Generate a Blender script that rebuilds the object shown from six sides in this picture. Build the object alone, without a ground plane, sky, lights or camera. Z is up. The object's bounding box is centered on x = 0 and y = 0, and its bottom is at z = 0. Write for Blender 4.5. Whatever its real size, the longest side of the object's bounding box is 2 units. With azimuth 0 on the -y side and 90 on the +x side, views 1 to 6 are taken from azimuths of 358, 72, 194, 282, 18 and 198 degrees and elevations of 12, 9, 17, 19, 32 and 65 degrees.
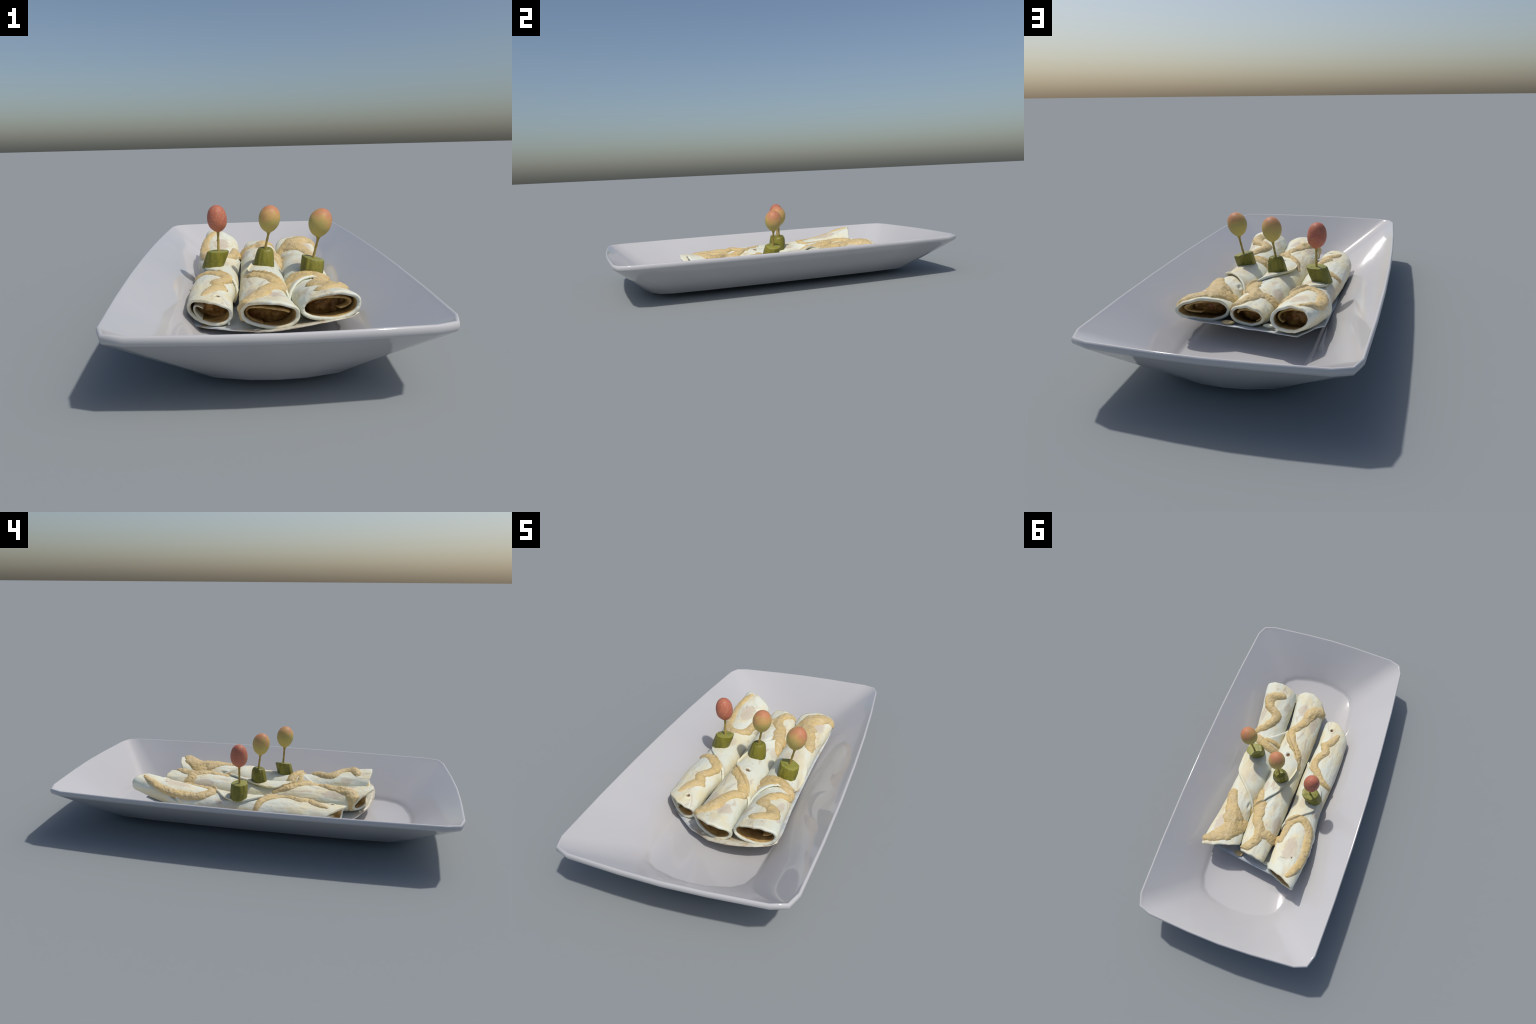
import math
import numpy as np

# ---------------------------------------------------------------------------
# The tortilla rolls: each is a squashed tube lofted along y.  A station holds
# (y, x at -x side, x at +x side, top z, bottom z, sideways tilt of the section)
# ---------------------------------------------------------------------------
ROLLS = {
    'a': dict(
        stations=[(-.45, -.292, -.124, .167, .067, 0), (-.30, -.295, -.126, .171, .056, 0),
                  (-.20, -.294, -.119, .177, .052, 0), (-.05, -.287, -.110, .170, .050, 0),
                  (.07, -.277, -.111, .168, .050, 0), (.15, -.273, -.111, .174, .055, 0),
                  (.30, -.285, -.096, .194, .075, 0), (.45, -.281, -.092, .220, .105, -.05),
                  (.60, -.264, -.098, .256, .152, -.16)],
        front=(-.400, -.048, -.014, -.032), back=(.576, -.036, -.004, 0)),
    'b': dict(
        stations=[(-.58, -.104, .099, .197, .094, 0), (-.45, -.102, .086, .186, .072, 0),
                  (-.35, -.102, .076, .183, .055, 0), (-.20, -.099, .081, .185, .050, 0),
                  (-.05, -.095, .082, .180, .050, 0), (.10, -.090, .085, .186, .050, 0),
                  (.25, -.087, .096, .197, .060, 0), (.40, -.079, .094, .202, .085, 0),
                  (.50, -.066, .080, .205, .120, 0)],
        front=(-.534, -.032, -.018, -.032), back=(.500, -.012, .006, 0)),
    'c': dict(
        stations=[(-.60, .098, .300, .223, .121, .12), (-.50, .096, .289, .211, .108, .10),
                  (-.42, .094, .280, .200, .088, .07), (-.30, .095, .268, .181, .065, .03),
                  (-.20, .096, .261, .172, .058, .01), (-.10, .096, .259, .170, .055, 0),
                  (.04, .095, .263, .175, .052, 0), (.17, .103, .269, .190, .060, 0),
                  (.30, .103, .277, .198, .075, 0), (.42, .095, .291, .204, .095, -.02),
                  (.50, .088, .298, .221, .122, -.08)],
        front=(-.560, -.008, -.004, -.014), back=(.490, .030, .020, 0)),
}


def smooth_interp(x, xp, fp):
    """Monotone-ish cubic (Catmull-Rom) interpolation of station values."""
    xp, fp = np.asarray(xp, float), np.asarray(fp, float)
    m = np.gradient(fp, xp)
    x = np.clip(x, xp[0], xp[-1])
    i = np.clip(np.searchsorted(xp, x) - 1, 0, len(xp) - 2)
    h = xp[i + 1] - xp[i]
    t = (x - xp[i]) / h
    return ((2*t**3 - 3*t**2 + 1) * fp[i] + (t**3 - 2*t**2 + t) * h * m[i]
            + (-2*t**3 + 3*t**2) * fp[i + 1] + (t**3 - t**2) * h * m[i + 1])


def roll_point(key, u, th, off=0.0):
    """Point on roll `key`: u 0..1 along its length, th angle from the top
    towards +x, off = distance outside the skin."""
    R = ROLLS[key]
    st = np.array(R['stations'])
    u, th = np.broadcast_arrays(np.asarray(u, float), np.asarray(th, float))
    yf, yb = (R[w][0] + R[w][1] * np.sin(th) + R[w][2] * np.cos(th) + R[w][3] * np.cos(th)**2 for w in ('front', 'back'))
    y = yf + (yb - yf) * u
    xl, xr, zt, zb, tl = (smooth_interp(y, st[:, 0], st[:, j]) for j in range(1, 6))
    p = 2.08                                          # squarish ellipse
    s, c = np.sin(th), np.cos(th)
    q = (np.abs(s)**p + np.abs(c)**p)**(-1 / p)
    w, h = (xr - xl) / 2 + off, (zt - zb) / 2 + off
    dx = w * q * s
    x = (xl + xr) / 2 + dx
    z = (zt + zb) / 2 + h * q * c + tl * dx
    return np.stack([x, y, z], -1)

# ======================= BUILD =============================================
import bpy
import bmesh
from mathutils import Vector

PI = math.pi
RNG = np.random.default_rng(7)


def lattice(ix, iy, iz, seed):
    h = (ix * 374761393 + iy * 668265263 + iz * 2147483647 + seed * 974711) & 0xffffffff
    h = ((h ^ (h >> 13)) * 1274126177) & 0xffffffff
    return ((h ^ (h >> 16)) & 0xffff) / 32767.5 - 1.0


def noise3(p, scale, seed=0, octaves=3):
    """Smooth value noise, about -1..1, at points p (n,3)."""
    out, amp, tot = 0.0, 1.0, 0.0
    for o in range(octaves):
        q = p * scale * 2**o + 31.7 * o
        i = np.floor(q).astype(np.int64)
        f = q - i
        f = f * f * (3 - 2 * f)
        v = 0
        for dx in (0, 1):
            for dy in (0, 1):
                for dz in (0, 1):
                    w = (np.where(dx, f[..., 0], 1 - f[..., 0]) * np.where(dy, f[..., 1], 1 - f[..., 1])
                         * np.where(dz, f[..., 2], 1 - f[..., 2]))
                    v = v + w * lattice(i[..., 0] + dx, i[..., 1] + dy, i[..., 2] + dz, seed + o)
        out = out + amp * v
        tot += amp
        amp *= .5
    return out / tot


def sstep(a, b, x):
    t = np.clip((x - a) / (b - a), 0, 1)
    return t * t * (3 - 2 * t)


# ---------------------------------------------------------------- materials
def srgb(r, g, b):
    f = lambda c: (c / 255 / 12.92) if c / 255 <= .04045 else ((c / 255 + .055) / 1.055)**2.4
    return (f(r), f(g), f(b), 1)


class Mat:
    def __init__(self, name, rough=.5, spec=.5, coat=0):
        self.m = bpy.data.materials.new(name)
        self.m.use_nodes = True
        self.t = self.m.node_tree
        self.b = self.t.nodes['Principled BSDF']
        self.b.inputs['Roughness'].default_value = rough
        self.b.inputs['Specular IOR Level'].default_value = spec
        self.b.inputs['Coat Weight'].default_value = coat
        self.b.inputs['Coat Roughness'].default_value = .25
        self.coord = self.t.nodes.new('ShaderNodeTexCoord').outputs['Object']

    def node(self, kind, **kw):
        n = self.t.nodes.new(kind)
        for k, v in kw.items():
            if k.startswith('_'):
                setattr(n, k[1:], v)
            else:
                self.put(n.inputs[k.replace('__', ' ')], v)
        return n

    def put(self, sock, v):
        if isinstance(v, bpy.types.NodeSocket):
            self.t.links.new(v, sock)
        else:
            sock.default_value = v

    def noise(self, scale, detail=4, rough=.55, dist=0, stretch=None, seed=0):
        vec = self.coord
        mp = self.node('ShaderNodeMapping', Vector=vec, Scale=stretch or (1, 1, 1),
                       Location=(seed * 3.1, seed * 1.7, seed))
        return self.node('ShaderNodeTexNoise', Vector=mp.outputs[0], Scale=scale, Detail=detail,
                         Roughness=rough, Distortion=dist).outputs['Fac']

    def ramp(self, fac, a, b, va=0., vb=1.):
        n = self.node('ShaderNodeMapRange', Value=fac, _interpolation_type='SMOOTHSTEP')
        for k, v in (('From Min', a), ('From Max', b), ('To Min', va), ('To Max', vb)):
            n.inputs[k].default_value = v
        return n.outputs[0]

    def math(self, op, a, b=0.):
        n = self.t.nodes.new('ShaderNodeMath')
        n.operation = op
        self.put(n.inputs[0], a)
        self.put(n.inputs[1], b)
        return n.outputs[0]

    def mix(self, fac, a, b, mode='MIX'):
        n = self.t.nodes.new('ShaderNodeMix')
        n.data_type = 'RGBA'
        n.blend_type = mode
        self.put(n.inputs[0], fac)
        self.put(n.inputs[6], a)
        self.put(n.inputs[7], b)
        return n.outputs[2]

    def spot(self, centre, radii, wobble=None, soft=.25):
        """Soft ellipsoidal mask around a point, its border wobbled by noise."""
        s = self.node('ShaderNodeVectorMath', _operation='SUBTRACT')
        self.put(s.inputs[0], self.coord)
        s.inputs[1].default_value = centre
        d = self.node('ShaderNodeVectorMath', _operation='DIVIDE')
        self.put(d.inputs[0], s.outputs[0])
        d.inputs[1].default_value = radii
        l = self.node('ShaderNodeVectorMath', _operation='LENGTH')
        self.put(l.inputs[0], d.outputs[0])
        v = l.outputs['Value']
        if wobble is not None:
            v = self.math('ADD', v, self.math('MULTIPLY', self.math('SUBTRACT', wobble, .5), 1.3))
        return self.ramp(v, 1 - soft, 1 + soft, 1., 0.)

    def finish(self, colour, bump=None, strength=.2, dist=.004):
        self.put(self.b.inputs['Base Color'], colour)
        if bump is not None:
            n = self.node('ShaderNodeBump', Height=bump, Strength=strength, Distance=dist)
            self.t.links.new(n.outputs[0], self.b.inputs['Normal'])
        return self.m


def tortilla_material(name, seed, patches, pits=()):
    m = Mat(name, rough=.62, spec=.35)
    wob = m.noise(26, 3, .6, seed=seed)
    grain = m.noise(230, 3, .7, seed=seed + 2)
    white, cream = (.71, .735, .63, 1), (.735, .68, .47, 1)
    col = m.mix(m.ramp(m.noise(11, 4, .6, .3, (1, .6, 1), seed + 1), .41, .64), white, cream)
    # thin smears of sauce wiped over the skin
    smear = m.ramp(m.noise(8, 5, .6, .6, (1.3, .5, 1.3), seed + 11), .53, .68, 0., .42)
    col = m.mix(smear, col, (.68, .53, .28, 1))
    # toasted beige flecks and streaks
    streak = m.ramp(m.noise(17, 5, .6, .8, (1.2, .55, 1.2), seed + 5), .57, .68, 0., .75)
    col = m.mix(streak, col, (.57, .47, .35, 1))
    for c, r, k in patches:
        col = m.mix(m.math('MULTIPLY', m.spot(c, r, wob), k), col, (.585, .485, .37, 1))
    fleck = m.ramp(m.noise(62, 2, .5, seed=seed + 7), .69, .76, 0., .6)
    col = m.mix(fleck, col, (.45, .34, .20, 1))
    # coloured scan-like grain: warm and cool specks
    col = m.mix(m.ramp(grain, .54, .68, 0., .42), col, (.84, .68, .38, 1))
    col = m.mix(m.ramp(m.noise(200, 2, .6, seed=seed + 9), .56, .70, 0., .36), col, (.52, .70, .72, 1))
    for c, r in pits:
        col = m.mix(m.spot(c, r, wob, .3), col, (.16, .085, .03, 1))
    return m.finish(col, grain, .25, .003)


def sauce_material():
    m = Mat('yellow_sauce', rough=.48, spec=.4)
    grain = m.noise(190, 4, .7)
    col = m.mix(m.ramp(m.noise(16, 4, .6), .36, .66), (.65, .485, .215, 1), (.59, .455, .235, 1))
    col = m.mix(m.ramp(m.noise(34, 4, .6, .4, seed=8), .52, .68, 0., .55), col, (.72, .60, .37, 1))
    col = m.mix(m.ramp(m.noise(70, 3, .6, seed=2), .58, .74, 0., .6), col, (.42, .30, .13, 1))
    col = m.mix(m.ramp(grain, .58, .74, 0., .5), col, (.80, .50, .19, 1))
    col = m.mix(m.ramp(m.noise(210, 2, .6, seed=4), .66, .76, 0., .4), col, (.56, .52, .34, 1))
    return m.finish(col, m.math('ADD', grain, m.noise(60, 4, .6, seed=3)), .5, .004)


def filling_material():
    m = Mat('brown_filling', rough=.45, spec=.35)
    n = m.noise(22, 5, .65, .5)
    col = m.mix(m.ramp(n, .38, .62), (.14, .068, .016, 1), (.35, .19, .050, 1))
    col = m.mix(m.ramp(m.noise(30, 3, seed=4), .58, .68, 0., .8), col, (.26, .075, .025, 1))
    return m.finish(col, n, .6, .006)


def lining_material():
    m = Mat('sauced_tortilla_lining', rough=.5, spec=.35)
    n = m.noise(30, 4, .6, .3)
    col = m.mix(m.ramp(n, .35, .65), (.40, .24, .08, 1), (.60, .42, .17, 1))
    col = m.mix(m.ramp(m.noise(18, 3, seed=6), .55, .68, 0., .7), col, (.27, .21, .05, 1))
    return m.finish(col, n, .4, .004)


def gherkin_material(name, base, light):
    m = Mat(name, rough=.45, spec=.4)
    n = m.noise(38, 4, .6, .4, (1, 1, .18))
    col = m.mix(m.ramp(n, .36, .64), base, light)
    col = m.mix(m.ramp(m.noise(24, 4, .65, seed=5), .50, .68, 0., .45), col, (.085, .085, .008, 1))
    col = m.mix(m.ramp(m.noise(140, 3, .6, seed=2), .56, .68, 0., .55), col, (.34, .29, .07, 1))
    return m.finish(col, n, .25, .003)


def tomato_material(name, seed, split, red_dir, span):
    """Speckled skin: red cap fading into yellow green towards the stem."""
    m = Mat(name, rough=.5, spec=.3)
    grain = m.noise(150, 3, .75, seed=seed)
    blot = m.noise(26, 3, .6, seed=seed + 1)
    red = m.mix(m.ramp(blot, .35, .65), (.46, .13, .092, 1) if split is None else (.52, .17, .10, 1), (.50, .16, .09, 1) if split is None else (.56, .24, .115, 1))
    if split is None:
        col = red
        col = m.mix(m.ramp(blot, .52, .72, 0., .35), col, (.42, .14, .10, 1))
    else:
        d = m.node('ShaderNodeVectorMath', _operation='DOT_PRODUCT')
        m.put(d.inputs[0], m.coord)
        d.inputs[1].default_value = red_dir
        v = m.math('ADD', d.outputs['Value'], m.math('MULTIPLY', m.math('SUBTRACT', blot, .5), .09))
        v = m.math('ADD', v, m.math('MULTIPLY', m.math('SUBTRACT', grain, .5), .03))
        orange = m.mix(m.ramp(v, split - span, split - .004), (.47, .40, .12, 1), (.60, .38, .13, 1))
        col = m.mix(m.ramp(v, split - .010, split + span), orange, red)
    col = m.mix(m.ramp(grain, .52, .66, 0., .5), col, (.64, .34, .13, 1))
    col = m.mix(m.ramp(m.noise(170, 2, .6, seed=seed + 4), .56, .68, 0., .45), col, (.36, .33, .28, 1))
    return m.finish(col, grain, .25, .003)


def plain_grain(name, a, b, scale, rough, spec=.5, stretch=None, bump=.1):
    m = Mat(name, rough=rough, spec=spec)
    n = m.noise(scale, 4, .6, 0, stretch)
    return m.finish(m.mix(m.ramp(n, .35, .65), a, b), n, bump, .002)


# ---------------------------------------------------------------- mesh tools
def mesh_object(name, verts, faces, mats, parent=None, smooth=True, face_mat=None):
    me = bpy.data.meshes.new(name)
    me.from_pydata([tuple(v) for v in np.asarray(verts, float).tolist()], [], faces)
    me.update()
    for m in (mats if isinstance(mats, (list, tuple)) else [mats]):
        me.materials.append(m)
    if face_mat is not None:
        me.polygons.foreach_set('material_index', np.asarray(face_mat, np.int32))
    if smooth:
        me.polygons.foreach_set('use_smooth', np.ones(len(me.polygons), bool))
    ob = bpy.data.objects.new(name, me)
    bpy.context.collection.objects.link(ob)
    if parent is not None:
        ob.parent = parent
    bm = bmesh.new()
    bm.from_mesh(me)
    bmesh.ops.recalc_face_normals(bm, faces=bm.faces)
    bm.to_mesh(me)
    bm.free()
    return ob


def grid_faces(nr, nc, wrap):
    f = []
    for i in range(nr - 1):
        for j in range(nc if wrap else nc - 1):
            k = (j + 1) % nc
            f.append((i * nc + j, i * nc + k, (i + 1) * nc + k, (i + 1) * nc + j))
    return f


def empty(name, loc, label, category):
    e = bpy.data.objects.new(name, None)
    e.location = loc
    e.empty_display_size = .05
    e['label'], e['category'] = label, category
    bpy.context.collection.objects.link(e)
    return e


# ---------------------------------------------------------------- the dish
def build_dish():
    rim = [(.500, 0), (.497, .30), (.488, .60), (.473, .892), (.451, .951), (.391, .973), (.170, .9885), (0, .994)]
    floor = [(.262, 0), (.261, .25), (.258, .50), (.250, .660), (.222, .733), (.172, .770), (.075, .796), (0, .802)]
    foot = [(.279, 0), (.278, .25), (.274, .50), (.262, .675), (.240, .742), (.180, .783), (.080, .810), (0, .816)]
    def full(q):
        q = np.array(q)
        a = q[:-1]
        b = np.stack([-q[:, 0], q[:, 1]], 1)[::-1][:-1]
        c = -q[:-1]
        d = np.stack([q[:, 0], -q[:, 1]], 1)[::-1][:-1]
        return np.concatenate([a, b, c, d])
    rim, floor, foot = full(rim), full(floor), full(foot)

    def grow(p, d):                                   # offset a convex ring outwards
        nx, pv = np.roll(p, -1, 0), np.roll(p, 1, 0)
        t1 = (nx - p) / np.linalg.norm(nx - p, axis=1)[:, None]
        t0 = (p - pv) / np.linalg.norm(p - pv, axis=1)[:, None]
        n = np.stack([t0[:, 1] + t1[:, 1], -t0[:, 0] - t1[:, 0]], 1)
        n /= np.linalg.norm(n, axis=1)[:, None]
        cosh = (n * np.stack([t1[:, 1], -t1[:, 0]], 1)).sum(1)
        return p + n * (d / np.maximum(cosh, .5))[:, None]
    rings = []
    add = lambda p, z: rings.append(np.concatenate([p, np.full((len(p), 1), z)], 1))
    zf = .037
    inner = grow(rim, -.006)
    add(floor * .02, zf); add(floor * .5, zf); add(grow(floor, -.020), zf); add(grow(floor, -.011), zf + .004); add(grow(floor, -.003), zf + .012)
    for t in (.025, .08, .3, .55, .8, .96, 1.0):
        add(floor + (inner - floor) * t, .053 + (.231 - .053) * t)
    add(grow(rim, -.002), .2345); add(grow(rim, .002), .2335); add(grow(rim, .005), .229)
    add(grow(rim, .006), .222); add(grow(rim, .0045), .214); add(grow(rim, .001), .208)
    wall0 = grow(rim, -.004)
    for t in (0, .04, .2, .4, .6, .8, .94):                   # outer wall, faintly bellied
        w = wall0 + (grow(foot, .006) - wall0) * t
        add(grow(w, .001 * math.sin(PI * t)), .204 + (.037 - .204) * t)
    add(grow(foot, .005), .0365); add(grow(foot, 0), .0315); add(grow(foot, -.006), .030); add(foot * .5, .030); add(foot * .02, .030)
    n = len(rim)
    V = np.concatenate(rings)
    F = grid_faces(len(rings), n, True)
    F.append(tuple(range(n)))
    F.append(tuple(range(len(V) - n, len(V))))
    m = Mat('glazed_porcelain', rough=.07, spec=.5)
    nz = m.noise(3, 2)
    mat = m.finish(m.mix(m.ramp(nz, .3, .7), (.525, .520, .526, 1), (.540, .534, .538, 1)))
    ob = mesh_object('serving_dish', V, F, mat)
    ob['label'] = 'long rectangular glossy white porcelain serving dish'
    ob['category'] = 'serving dish'
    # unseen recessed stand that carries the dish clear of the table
    a = np.linspace(0, 2 * PI, 64, endpoint=False)
    sq = (np.abs(np.cos(a))**4 + np.abs(np.sin(a))**4)**-.25
    st = np.stack([.065 * sq * np.cos(a), .48 * sq * np.sin(a)], 1)
    prof = [(.02, .029), (.9, .029), (1.0, .029), (1.0, .003), (.97, 0), (.5, 0), (.02, 0)]
    V = np.concatenate([np.concatenate([st * k, np.full((64, 1), z)], 1) for k, z in prof])
    mesh_object('foot', V, grid_faces(len(prof), 64, True) + [tuple(range(64)), tuple(range(len(V) - 64, len(V)))], mat, ob, smooth=False)
    return ob


# ---------------------------------------------------------------- roll fields
def roll_radius(key, u):
    st = np.array(ROLLS[key]['stations'])
    return .078


SAUCE = {
    # (y, angle from top towards +x, half width, height)
    'a': [[(.37, .95, .020, .010), (.30, .85, .022, .012), (.24, .65, .024, .014), (.215, .25, .025, .014),
           (.225, -.25, .026, .015), (.26, -.62, .027, .016), (.31, -.80, .027, .016), (.40, -.90, .026, .015),
           (.47, -.82, .024, .013), (.525, -.60, .021, .011), (.560, -.38, .014, .007)],
          [(-.030, -1.05, .016, .010), (-.043, -.40, .020, .012), (-.090, .20, .023, .013), (-.147, .68, .024, .014),
           (-.200, .50, .024, .014), (-.235, .24, .024, .014), (-.285, .45, .026, .015), (-.305, .20, .025, .013),
           (-.335, -.02, .020, .010), (-.372, -.22, .012, .006)],
          [(-.285, .45, .020, .012), (-.290, .70, .015, .009)]],
    'b': [[(-.085, -.76, .011, .005), (-.12, -.55, .016, .008), (-.170, -.24, .021, .011), (-.232, .32, .025, .014),
           (-.280, .62, .027, .015), (-.312, .78, .027, .015), (-.332, .48, .026, .015), (-.370, .14, .026, .015),
           (-.428, -.14, .028, .016), (-.475, -.45, .033, .016), (-.494, -.90, .036, .016), (-.502, -1.40, .030, .014), (-.495, -2.1, .024, .010)],
          [(.120, 1.15, .022, .010), (.190, .80, .030, .014), (.250, .62, .034, .015), (.300, .50, .030, .014),
           (.340, .14, .026, .013), (.385, .03, .027, .013), (.425, .13, .027, .014), (.460, .46, .027, .014),
           (.478, .85, .024, .012), (.480, 1.2, .018, .008)],
          [(.385, .0, .026, .012), (.372, -.50, .030, .012), (.380, -1.05, .032, .012), (.375, -1.8, .028, .010)],
          [(.19, .80, .030, .012), (.23, 1.25, .036, .014), (.24, 1.7, .036, .014)]],
    'c': [[(-.16, -1.9, .020, .012), (-.150, -1.25, .026, .014), (-.150, -.60, .028, .014), (-.168, -.05, .026, .014),
           (-.198, .60, .026, .014), (-.212, 1.15, .026, .015), (-.240, 1.18, .026, .015), (-.277, .42, .026, .016),
           (-.330, -.08, .027, .017), (-.376, -.12, .028, .017), (-.401, .25, .028, .017), (-.428, .56, .030, .018),
           (-.456, .62, .030, .018), (-.490, .22, .028, .017), (-.503, -.20, .022, .013)],
          [(-.20, -.10, .014, .007), (-.198, -.80, .016, .007), (-.205, -1.6, .018, .008)],
          [(.185, .68, .032, .016), (.215, .58, .034, .015), (.255, .36, .032, .013), (.305, .05, .044, .015),
           (.350, -.30, .052, .016), (.375, -.75, .040, .014), (.345, -1.25, .036, .012)],
          [(.360, -.40, .046, .015), (.415, -.28, .046, .017), (.455, .20, .040, .018), (.480, .65, .030, .016),
           (.488, 1.15, .024, .012), (.490, 1.6, .016, .007)],
          [(.26, -1.7, .034, .014), (.215, -1.45, .030, .012), (.19, -1.2, .016, .006)]],
}
# sauce front c and the notch pits: (roll, xyz, radius)
PITS = {'a': [((-.180, -.396, .170), .012), ((-.205, .452, .222), .005)],
        'b': [((.016, -.140, .188), .013)],
        'c': []}


def sauce_height(key, y, th, P):
    """Height of the sauce over the skin at (y, th); negative where there is none."""
    R = .072
    best = np.full(y.shape, -.02)
    wn = noise3(P, 38, 11, 3)
    for line in SAUCE[key]:
        L = np.array(line)
        # refine the polyline so that it bends softly
        s = np.r_[0, np.cumsum(np.hypot(np.diff(L[:, 0]), R * np.diff(L[:, 1])))]
        ss = np.linspace(0, s[-1], 6 * len(L))
        L = np.stack([smooth_interp(ss, s, L[:, j]) for j in range(4)], 1)
        X, Y = L[:, 0], L[:, 1] * R
        for i in range(len(L) - 1):
            ax, ay, bx, by = X[i], Y[i], X[i + 1], Y[i + 1]
            px, py = y - ax, th * R - ay
            ll = (bx - ax)**2 + (by - ay)**2 + 1e-12
            t = np.clip((px * (bx - ax) + py * (by - ay)) / ll, 0, 1)
            d = np.hypot(px - t * (bx - ax), py - t * (by - ay))
            w = (L[i, 2] + (L[i + 1, 2] - L[i, 2]) * t) * (.88 + .24 * wn)
            h = L[i, 3] + (L[i + 1, 3] - L[i, 3]) * t
            r = d / w
            e = np.where(r < 1, np.maximum(1 - r * r, 0)**.75 * h * .86, -(r - 1) * .03)
            best = np.maximum(best, e)
    lump = .0038 * noise3(P, 55, 3, 3) + .0010 * noise3(P, 170, 5, 2)
    return np.where(best > 0, best + lump * np.clip(best / .006, 0, 1), best)


FLAP = {
    # rows: (angle, y low, y high) from the tip into the valley; lift of low/high edge
    'a': dict(rows=[(-.56, .075, .092), (-.53, .045, .118), (-.45, .020, .142), (-.32, -.005, .158), (-.05, -.040, .180),
                    (.25, -.075, .205), (.60, -.108, .235), (1.0, -.138, .260), (1.5, -.170, .285), (2.1, -.19, .30)],
              lift=(.006, .003)),
    'b': dict(rows=[(-.56, -.075, -.055), (-.52, -.100, -.028), (-.43, -.118, .010), (-.28, -.138, .055), (.0, -.180, .115),
                    (.30, -.220, .153), (.60, -.260, .190), (1.0, -.300, .225), (1.5, -.330, .25), (2.1, -.35, .27)],
              lift=(.004, .008)),
    'c': dict(rows=[(1.34, -.110, -.080), (1.30, -.145, -.045), (1.10, -.185, .015), (.80, -.202, .062), (.40, -.208, .100),
                    (.05, -.212, .133), (-.35, -.232, .170), (-.75, -.265, .208), (-1.2, -.300, .250), (-1.8, -.335, .29)],
              lift=(.004, .010)),
}
ORIGIN = {'a': (-.195, .07, .05), 'b': (-.005, -.04, .05), 'c': (.185, -.05, .05)}


def y_to_u(key, y, th):
    R = ROLLS[key]
    yf, yb = (R[w][0] + R[w][1] * np.sin(th) + R[w][2] * np.cos(th) + R[w][3] * np.cos(th)**2 for w in ('front', 'back'))
    return (y - yf) / (yb - yf)


def skin_bumps(key, P):
    q = P * np.array([1, .45, 1])
    return .0042 * noise3(q, 22, {'a': 21, 'b': 22, 'c': 23}[key], 3) + .0012 * noise3(P * np.array([1, .25, 1]), 60, 27, 2) + .0007 * noise3(P, 110, 9, 2)


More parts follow.
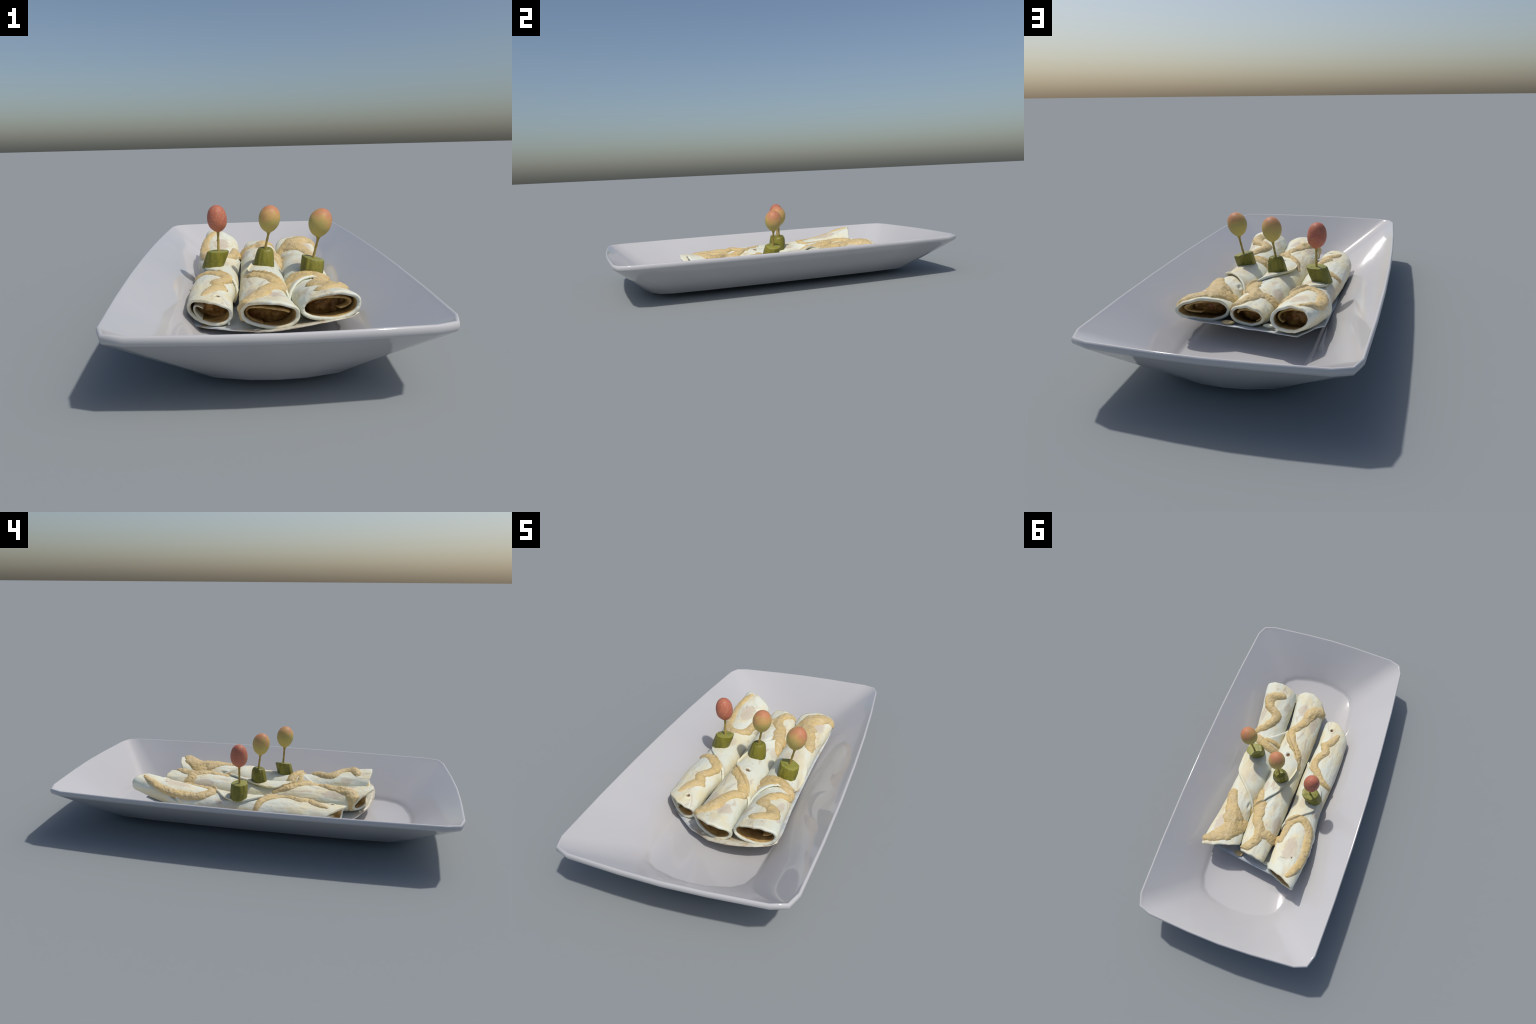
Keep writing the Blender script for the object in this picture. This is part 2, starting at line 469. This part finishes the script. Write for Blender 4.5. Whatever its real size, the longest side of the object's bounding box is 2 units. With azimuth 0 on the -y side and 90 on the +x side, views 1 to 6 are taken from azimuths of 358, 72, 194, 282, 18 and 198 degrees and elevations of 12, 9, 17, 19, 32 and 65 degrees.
def build_roll(key, mats):
    R = ROLLS[key]
    org = np.array(ORIGIN[key])
    root = empty('filled_tortilla', org, R['label'], 'tortilla wrap')

    # --- wrapped tortilla: outer skin, rounded rolled lips at both ends, inner wall
    nth = 168
    th = np.linspace(-PI, PI, nth, endpoint=False)
    thick = .0135
    length = R['back'][0] - R['front'][0]
    deep = .13 / length
    lip = .006 / length
    rows = [(deep, -thick), (deep * .6, -thick), (deep * .25, -thick), (lip * 1.2, -thick), (lip * .2, -thick * .86),
            (-lip * .2, -thick * .5), (lip * .2, -thick * .12)]
    rows += [(u, 0) for u in np.linspace(lip * 1.2, 1 - lip * 1.2, 330)]
    rows += [(1 - a, b) for a, b in rows[:7][::-1]]
    U = np.array([r[0] for r in rows])[:, None]
    O = np.array([r[1] for r in rows])[:, None]
    T = th[None, :]
    P0 = roll_point(key, np.clip(U, 0, 1), T, O)
    # ragged cut at the two ends
    edge = np.exp(-(np.minimum(U, 1 - U) * length / .015)**2)
    ends = np.where(U < .5, -1., 1.)
    rag = .3 + noise3(np.stack([np.cos(T) * 1 + 0 * U, np.sin(T) + 0 * U, ends + 0 * T], -1), 4.0, 31, 4)
    off = O + np.where(O > -.001, skin_bumps(key, P0), 0)
    wide = np.exp(-(np.minimum(U, 1 - U) * length / .06)**2)
    off = off + wide * .005 * noise3(np.stack([np.cos(T) + 0 * U, np.sin(T) + 0 * U, ends * 3 + 0 * T], -1), 1.6, 57, 2)
    # small bubbles burst open
    for c, r in PITS[key]:
        d = np.linalg.norm(P0 - np.array(c), axis=-1) / r
        if key != 'b':
            off = off - np.where(O > -.001, .009 * sstep(1.0, .45, d), 0) + np.where(O > -.001, .0025 * np.exp(-((d - 1.35) / .4)**2), 0)
    for c, ax, r1, r2, dep in R.get('folds', ()):
        ax = np.array(ax) / np.linalg.norm(ax)
        v = P0 - np.array(c)
        al = v @ ax
        pe = np.linalg.norm(v - al[..., None] * ax, axis=-1)
        off = off + np.where(O > -.001, -dep * np.exp(-(al / r1)**4 - (pe / r2)**2)
                             + .5 * dep * np.exp(-(al / r1)**4 - ((pe - 2.2 * r2) / (1.3 * r2))**2), 0)
    P = roll_point(key, np.clip(U, 0, 1), T, off)
    P[..., 1] += edge * ends * (.003 + .0035 * rag)
    ntot = len(rows)
    F = grid_faces(ntot, nth, True)
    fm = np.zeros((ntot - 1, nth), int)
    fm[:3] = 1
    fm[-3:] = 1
    mesh_object('tortilla', P.reshape(-1, 3) - org, F, [mats['skin' + key], mats['lining']], root, face_mat=fm.ravel())

    # --- rolled-in second layer of the wrap seen inside both mouths (a spiral)
    for side in (0, 1):
        sp = R['spiral'][side]
        a = np.linspace(sp[0], sp[1], 90)
        ins0 = np.linspace(thick * .9, sp[2], 90)
        prof = [(0, 0), (.006, -.0012), (.07, 0), (.12, 0), (.12, .008), (.07, .008), (.006, .0092), (0, .008), (-.0025, .004)]
        V = []
        for ang, ins in zip(a, ins0):
            for du, do in prof:
                u = (du + sp[3]) / length
                V.append(roll_point(key, u if side == 0 else 1 - u, ang, -(ins + do)))
        V = np.array(V).reshape(-1, 3)
        V[:, 2] = V[:, 2] + .001 * noise3(V, 60, 4, 2)
        n = len(prof)
        F = grid_faces(len(a), n, True) + [tuple(range(n)), tuple(range(len(V) - n, len(V)))]
        mesh_object('inner_wrap', V - org, F, mats['skin' + key] if sp[4] else mats['lining'], root)

    # --- filling: a lumpy plug sitting back from each mouth
    nth2, nr = 64, 14
    t2 = np.linspace(-PI, PI, nth2, endpoint=False)
    for side in (0, 1):
        V = []
        for i in range(nr):
            rr = i / (nr - 1)
            u0 = (.058 + .026 * rr**2) / length
            u = u0 if side == 0 else 1 - u0
            full = roll_point(key, u, t2, -thick * .8)
            mid = full.mean(0)
            p = mid + (full - mid) * max(rr, .02)
            p[:, 1] += .020 * noise3(p, 34, 17 + side, 3)
            V.append(p)
        u = .5
        V = np.array(V).reshape(-1, 3)
        F = grid_faces(nr, nth2, True) + [tuple(range(nth2))]
        mesh_object('filling', V - org, F, mats['filling'], root)

    # --- loose flap, the free edge of the wrap pinned down by the skewer
    fl = FLAP[key]
    rw = np.array(fl['rows'])
    par = np.linspace(0, len(rw) - 1, 90)**1.0
    idx = np.arange(len(rw))
    tt, lo, hi = (smooth_interp(par, idx, rw[:, j]) for j in range(3))
    ncross, tk = 48, .0095
    v = np.linspace(0, 1, ncross)
    V = []
    nrow = 2 * ncross + 2
    for a, l, h in zip(tt, lo, hi):
        y = l + (h - l) * v
        lift = fl['lift'][0] * np.exp(-((y - l) / .022)**2) + fl['lift'][1] * np.exp(-((h - y) / .022)**2)
        base = roll_point(key, y_to_u(key, y, a), a)
        lift = lift + .0016 * noise3(base, 34, 41, 2)
        rnd = np.clip(np.minimum(y - l, h - y) / .004, 0, 1)
        rnd = np.sqrt(1 - (1 - rnd)**2)
        top = lift + tk * (.5 + .5 * rnd)
        bot = lift + tk * (.5 - .5 * rnd) - .003
        for c, r in PITS[key]:
            if key == 'b':
                d = np.linalg.norm((base - np.array(c)) * np.array([1, 1, .3]), axis=-1) / r
                top = top - .010 * sstep(1.0, .5, d) + .002 * np.exp(-((d - 1.3) / .4)**2)
        uu = y_to_u(key, y, a)
        ptop = roll_point(key, uu, a, top)
        pbot = roll_point(key, uu, a, bot)
        V.append(np.concatenate([ptop, pbot[::-1]]))
    V = np.array(V)
    n = V.shape[1]
    F = grid_faces(len(V), n, True) + [tuple(range(n)), tuple(range(len(V) * n - n, len(V) * n))]
    mesh_object('flap', V.reshape(-1, 3) - org, F, mats['skin' + key], root)

    # --- piped sauce lying on the skin and the flap
    nu, nt = 520, 230
    ug = np.linspace(.004, .996, nu)[:, None]
    tg = np.linspace(-2.3, 2.3, nt)[None, :]
    S = roll_point(key, ug, tg)
    yy = S[..., 1]
    H = sauce_height(key, yy, np.broadcast_to(tg, yy.shape), S)
    run = np.minimum(ug, 1 - ug) * length
    H = np.where(H > 0, (H + .004) * sstep(.004, .016, run + 0 * H) * sstep(2.3, 2.0, np.abs(tg) + 0 * H) - .004, H)
    lo2 = np.interp(tg[0], *(rw[np.argsort(rw[:, 0])][:, [0, 1]].T))[None, :]
    hi2 = np.interp(tg[0], *(rw[np.argsort(rw[:, 0])][:, [0, 2]].T))[None, :]
    inside = np.minimum(yy - lo2, hi2 - yy)
    tmask = (tg > rw[:, 0].min()) & (tg < rw[:, 0].max())
    onflap = np.where(tmask, sstep(-.004, .006, inside), 0) * fl.get('cover', 1)
    base = skin_bumps(key, S) * (1 - onflap) + (tk + .002) * onflap
    # pores
    pore = np.zeros_like(yy)
    for _ in range(46):
        i, j = RNG.integers(0, nu), RNG.integers(0, nt)
        c = S[i, j]
        r = RNG.uniform(.0022, .005)
        pore += .0035 * np.exp(-(np.linalg.norm(S - c, axis=-1) / r)**2)
    Q = roll_point(key, ug, tg, base + np.where(H > 0, H - np.minimum(pore, .005), np.maximum(H, -.004)))
    keep = H > -.0035
    F, used = [], -np.ones(nu * nt, int)
    cells = keep[:-1, :-1] | keep[1:, :-1] | keep[:-1, 1:] | keep[1:, 1:]
    for i, j in zip(*np.nonzero(cells)):
        F.append((i * nt + j, i * nt + j + 1, (i + 1) * nt + j + 1, (i + 1) * nt + j))
    ids = np.unique(np.array(F))
    used[ids] = np.arange(len(ids))
    F = [tuple(used[list(f)].tolist()) for f in F]
    mesh_object('sauce', Q.reshape(-1, 3)[ids] - org, F, mats['sauce'], root)
    return root, org


def blob(name, centre, radii, mat, parent, org, seed, amp=.15, rot=0.):
    n1, n2 = 26, 40
    a = np.linspace(0, PI, n1)[:, None]
    b = np.linspace(0, 2 * PI, n2, endpoint=False)[None, :]
    d = np.stack([np.sin(a) * np.cos(b), np.sin(a) * np.sin(b), np.cos(a) + 0 * b], -1)
    d = d * (1 + amp * noise3(d, 1.8, seed, 3))[..., None] * np.array(radii)
    c, s = math.cos(rot), math.sin(rot)
    d = np.stack([d[..., 0] * c - d[..., 1] * s, d[..., 0] * s + d[..., 1] * c, d[..., 2]], -1)
    V = (d + np.array(centre)).reshape(-1, 3) - org
    return mesh_object(name, V, grid_faces(n1, n2, True), mat, parent)


# ---------------------------------------------------------------- skewers
SKEWERS = {
    'a': dict(foot=(-.212, .069, .168), top=(-.184, .071, .240), r0=(.046, .042), r1=(.047, .041), lean=(.00, -.02),
              neck=(-.1825, .073, .322), tip=(-.188, .072, .441), wide=(.0430, .0425), shape='plum'),
    'b': dict(foot=(.008, .008, .172), top=(.018, .015, .258), r0=(.046, .043), r1=(.031, .031), lean=(-.04, .05),
              neck=(.0335, .009, .322), tip=(.040, .003, .441), wide=(.0455, .0455), shape='pear'),
    'c': dict(foot=(.196, -.108, .163), top=(.208, -.088, .230), r0=(.046, .043), r1=(.046, .044), lean=(-.26, .02),
              neck=(.230, -.090, .313), tip=(.242, -.092, .433), wide=(.0475, .0460), shape='pear'),
}


def build_skewer(key, root, org, mats):
    S = SKEWERS[key]
    f, t = np.array(S['foot']), np.array(S['top'])
    stick = bpy.data.objects.new('skewer', None)
    stick.empty_display_size = .02
    stick.location = f - org
    stick.parent = root
    bpy.context.collection.objects.link(stick)
    # gherkin chunk: faceted round, cut square across
    n = 72
    b = np.linspace(0, 2 * PI, n, endpoint=False)
    ridge = 1 + .018 * np.cos(9 * b + 1.0) + .022 * np.cos(5 * b + ord(key)) + .012 * np.cos(14 * b)
    prof = [(0, .2), (0, .8), (0, .96), (.012, .99), (.05, 1.0), (.25, 1.01), (.5, 1.02), (.75, 1.01), (.94, 1.0),
            (.975, .985), (.995, .955), (1.0, .93), (1.004, .6), (.998, .25)]
    if key == 'b':
        prof = [(0, .2), (0, .8), (0, .97), (.012, .99), (.05, 1.0), (.25, 1.03), (.5, 1.06), (.75, 1.06), (.88, 1.02),
                (.95, .94), (.985, .82), (1.0, .66), (.985, .4), (.955, .2)]
    V = []
    for q, k in prof:
        c = f + (t - f) * q
        rx = S['r0'][0] + (S['r1'][0] - S['r0'][0]) * q
        ry = S['r0'][1] + (S['r1'][1] - S['r0'][1]) * q
        dx, dy = rx * k * ridge * np.cos(b), ry * k * ridge * np.sin(b)
        dz = (S['lean'][0] * dx + S['lean'][1] * dy) * (.6 + .4 * q)
        p = c + np.stack([dx, dy, dz], -1)
        p = p + (.0014 * noise3(p, 70, 13, 3))[:, None] * np.array([1, 1, .6])
        V.append(p)
    V = np.array(V).reshape(-1, 3)
    F = grid_faces(len(prof), n, True) + [tuple(range(n)), tuple(range(len(V) - n, len(V)))]
    fm = np.zeros((len(prof) - 1, n), int)
    fm[10 if key != 'b' else 12:] = 1
    fm = np.r_[fm.ravel(), 0, 1]
    mesh_object('gherkin', V - f, F, [mats['gherkin'], mats['gherkin_cut']], stick, face_mat=fm)
    # wooden pick
    neck, tip = np.array(S['neck']), np.array(S['tip'])
    n = 18
    b = np.linspace(0, 2 * PI, n, endpoint=False)
    V = []
    start = t - (neck - t) * .25
    for q in np.linspace(0, 1, 16):
        c = start + (neck + (tip - neck) * .06 - start) * q
        r = .0052 + .0005 * math.sin(23 * q) + (.009 * sstep(.90, 1.0, q) if S['shape'] == 'pear' else .004 * sstep(.9, 1, q))
        V.append(c + np.stack([r * np.cos(b), r * np.sin(b), 0 * b], -1))
    V = np.array(V).reshape(-1, 3)
    mesh_object('wooden_pick', V - f, grid_faces(16, n, True) + [tuple(range(n)), tuple(range(len(V) - n, len(V)))], mats['wood'], stick)
    # cherry tomato, egg shaped, drawn down to the pick
    ax = tip - neck
    L = np.linalg.norm(ax)
    if S['shape'] == 'plum':
        pr = [(0, .07), (.015, .17), (.05, .38), (.10, .57), (.18, .78), (.28, .92), (.40, .99), (.52, 1.0), (.65, .95),
              (.77, .85), (.87, .69), (.94, .50), (.98, .29), (1.0, .05)]
    else:
        pr = [(0, .13), (.03, .22), (.07, .38), (.13, .57), (.22, .76), (.33, .90), (.45, .98), (.56, 1.0), (.68, .955),
              (.79, .845), (.88, .68), (.945, .48), (.985, .26), (1.0, .04)]
    pr = np.array(pr)
    s = np.arange(len(pr))
    m = np.linspace(0, len(pr) - 1, 48)
    q, k = smooth_interp(m, s, pr[:, 0]), np.maximum(smooth_interp(m, s, pr[:, 1]), .01)
    n = 56
    b = np.linspace(0, 2 * PI, n, endpoint=False)[None, :]
    P = neck + ax * q[:, None, None] + np.stack([S['wide'][0] * k[:, None] * np.cos(b), S['wide'][1] * k[:, None] * np.sin(b), 0 * k[:, None] * b], -1)
    mid = (neck + tip) / 2
    d = P - mid
    P = mid + d * (1 + .018 * noise3(P, 26, ord(key), 2) + .006 * noise3(P, 110, 3, 2))[..., None]
    V = P.reshape(-1, 3)
    mesh_object('tomato', V - f, grid_faces(48, n, True) + [tuple(range(n)), tuple(range(len(V) - n, len(V)))], mats['tomato' + key], stick)


# ---------------------------------------------------------------- paper under the rolls
def build_sheet(mats):
    # rim of a shallow boat-shaped sheet: (x, y, z)
    rim = [(-.257, -.384, .054), (-.172, -.467, .068), (-.112, -.520, .080), (-.054, -.550, .084), (-.007, -.580, .094), (.084, -.602, .111),
           (.152, -.605, .124), (.210, -.597, .129), (.262, -.577, .132), (.292, -.556, .140), (.286, -.45, .110), (.268, -.25, .080), (.262, 0, .066), (.268, .2, .082), (.290, .42, .118),
           (.292, .490, .130), (.20, .510, .1235), (.10, .524, .124), (0, .539, .125), (-.10, .553, .126), (-.205, .569, .1265),
           (-.265, .530, .150), (-.285, .42, .112), (-.275, .2, .072), (-.280, 0, .062), (-.305, -.2, .060), (-.302, -.345, .066)]
    rim = np.array(rim)
    # densify
    n = len(rim)
    par = np.linspace(0, n, 8 * n, endpoint=False)
    i = np.floor(par).astype(int)
    t = (par - i)[:, None]
    rim = rim[i] * (1 - t) + rim[(i + 1) % n] * t
    c = np.array([-.005, -.01, 0])
    belly = lambda k: .056 + 0 * k
    rings = []
    ks = [.05, .3, .55, .75, .88, .96, 1.0]
    wr = lambda P: .0022 * noise3(P, 24, 51, 3)
    for k in ks:                                   # upper face, sagging to the middle
        P = c + (rim - c) * k
        P[:, 2] = .058 + (rim[:, 2] - .058) * k**2.2
        P[:, 2] += wr(P)
        rings.append(P)
    for k in ks[::-1]:                             # lower face, a touch deeper
        P = c + (rim - c) * (k * .997)
        P[:, 2] = .0565 + (rim[:, 2] - .0565) * k**2.9 - .0035
        P[:, 2] += wr(P)
        rings.append(P)
    V = np.concatenate(rings)
    m = len(rim)
    F = grid_faces(len(rings), m, True) + [tuple(range(m)), tuple(range(len(V) - m, len(V)))]
    org = np.array([0, 0, .056])
    ob = mesh_object('paper_sheet', V - org, F, mats['paper'])
    ob.location = org
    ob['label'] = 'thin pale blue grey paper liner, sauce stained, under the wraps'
    ob['category'] = 'paper liner'
    # crumbs and smears caught on the liner at its ends
    for k, (p, r, mt) in enumerate([((-.040, -.530, .080), (.020, .010, .006), 'skinb'), ((.022, -.548, .088), (.010, .007, .005), 'skinb'),
                                    ((.085, .500, .127), (.022, .016, .006), 'sauce'),
                                    ((-.080, .505, .130), (.022, .012, .006), 'skina')]):
        blob('crumb', p, r, mats[mt], ob, org, 60 + k, .35)


# ---------------------------------------------------------------- assemble
def main():
    for o in list(bpy.data.objects):
        bpy.data.objects.remove(o)
    ROLLS['a'].update(label='rolled white tortilla with sauce, gherkin and red tomato skewer',
                      spiral=[(-2.75, -.55, .036, .002, True), (-1.2, 2.4, .026, .03, False)],
                      folds=[((-.275, .30, .10), (.3, -.3, .9), .06, .008, .010), ((-.18, .20, .185), (1, .2, 0), .05, .010, .004),
                             ((-.15, .47, .222), (1, -.25, 0), .018, .0045, .008), ((-.279, .372, .158), (0, -.82, -.57), .042, .0055, .013)])
    ROLLS['b'].update(label='rolled white tortilla with sauce, gherkin and peach tomato skewer',
                      spiral=[(-2.9, 1.3, .030, .02, False), (-2.6, 1.6, .026, .02, False)],
                      folds=[((.03, .19, .19), (.6, 1, 0), .04, .008, .004)])
    ROLLS['c'].update(label='rolled white tortilla with thick sauce and orange tomato skewer',
                      spiral=[(-1.4, 2.6, .030, .025, False), (-1.0, 2.8, .030, .03, False)],
                      folds=[((.125, .235, .175), (.3, 1, -.4), .045, .007, .006), ((.14, .28, .16), (.2, 1, 0), .04, .006, .006)])

    rel = lambda key, L: [(tuple(np.array(c) - np.array(ORIGIN[key])), r, k) for c, r, k in L]
    relp = lambda key, L: [(tuple(np.array(c) - np.array(ORIGIN[key])), (r * .8, r * .8, r * 1.7)) for c, r in L]
    mats = {
        'skina': tortilla_material('tortilla_red_tomato_wrap', 1, rel('a', [
            ((-.180, .405, .212), (.036, .075, .05), .75), ((-.262, .11, .12), (.02, .05, .04), .5),
            ((-.160, .115, .170), (.02, .03, .03), .5), ((-.29, -.33, .12), (.03, .05, .04), .35)]), relp('a', PITS['a'])),
        'skinb': tortilla_material('tortilla_middle_wrap', 12, rel('b', [
            ((.022, -.462, .185), (.032, .042, .03), .8), ((-.066, -.393, .172), (.022, .055, .04), .75),
            ((-.062, .29, .175), (.03, .05, .04), .65), ((.070, .084, .146), (.025, .04, .04), .6), ((-.10, -.28, .11), (.03, .05, .04), .4)]),
            relp('b', PITS['b'])),
        'skinc': tortilla_material('tortilla_wide_wrap', 23, rel('c', [
            ((.238, .390, .200), (.036, .055, .04), .8), ((.274, -.480, .197), (.014, .020, .02), .7), ((.250, -.36, .184), (.014, .05, .03), .7),
            ((.170, .05, .176), (.04, .045, .03), .45), ((.12, -.45, .18), (.02, .03, .04), .5)]), relp('c', PITS['c'])),
        'sauce': sauce_material(), 'filling': filling_material(), 'lining': lining_material(),
        'gherkin': gherkin_material('gherkin_skin', (.135, .130, .012, 1), (.215, .200, .020, 1)),
        'gherkin_cut': gherkin_material('gherkin_flesh', (.25, .25, .042, 1), (.31, .30, .06, 1)),
        'tomatoa': tomato_material('red_tomato_skin', 1, None, (0, 0, 1), .02),
        'tomatob': tomato_material('peach_tomato_skin', 2, .236, (.20, -.05, .98), .036),
        'tomatoc': tomato_material('orange_tomato_skin', 3, .213, (.58, -.05, .80), .034),
        'wood': plain_grain('wooden_pick', (.34, .25, .06, 1), (.48, .36, .10, 1), 60, .6, .3, (1, 1, .15)),
    }
    m = Mat('stained_paper', rough=.35, spec=.4)
    n = m.noise(14, 4, .6, .3)
    col = m.mix(m.ramp(n, .38, .62), (.50, .55, .59, 1), (.64, .66, .63, 1))
    col = m.mix(m.ramp(m.noise(9, 3, seed=3), .58, .66, 0., .8), col, (.50, .38, .20, 1))
    crust = m.spot((.08, -.60, .06), (.30, .13, .2), m.noise(20, 4, .6, seed=5), .35)
    tan = m.mix(m.ramp(m.noise(26, 4, .6, seed=9), .42, .62), (.66, .63, .50, 1), (.48, .37, .22, 1))
    col = m.mix(m.math('MULTIPLY', crust, .85), col, tan)
    mats['paper'] = m.finish(col, n, .2, .003)

    build_dish()
    build_sheet(mats)
    for key in 'abc':
        root, org = build_roll(key, mats)
        build_skewer(key, root, org, mats)
        if key == 'b':   # sauce pooled in the valley towards the neighbours
            blob('sauce_pool', (.096, .225, .128), (.030, .060, .024), mats['sauce'], root, org, 71, .22, .1)
            blob('sauce_pool', (-.098, .372, .150), (.022, .034, .018), mats['sauce'], root, org, 72, .25)
        if key == 'c':
            blob('sauce_pool', (.092, -.185, .122), (.020, .040, .018), mats['sauce'], root, org, 73, .25, .2)


main()
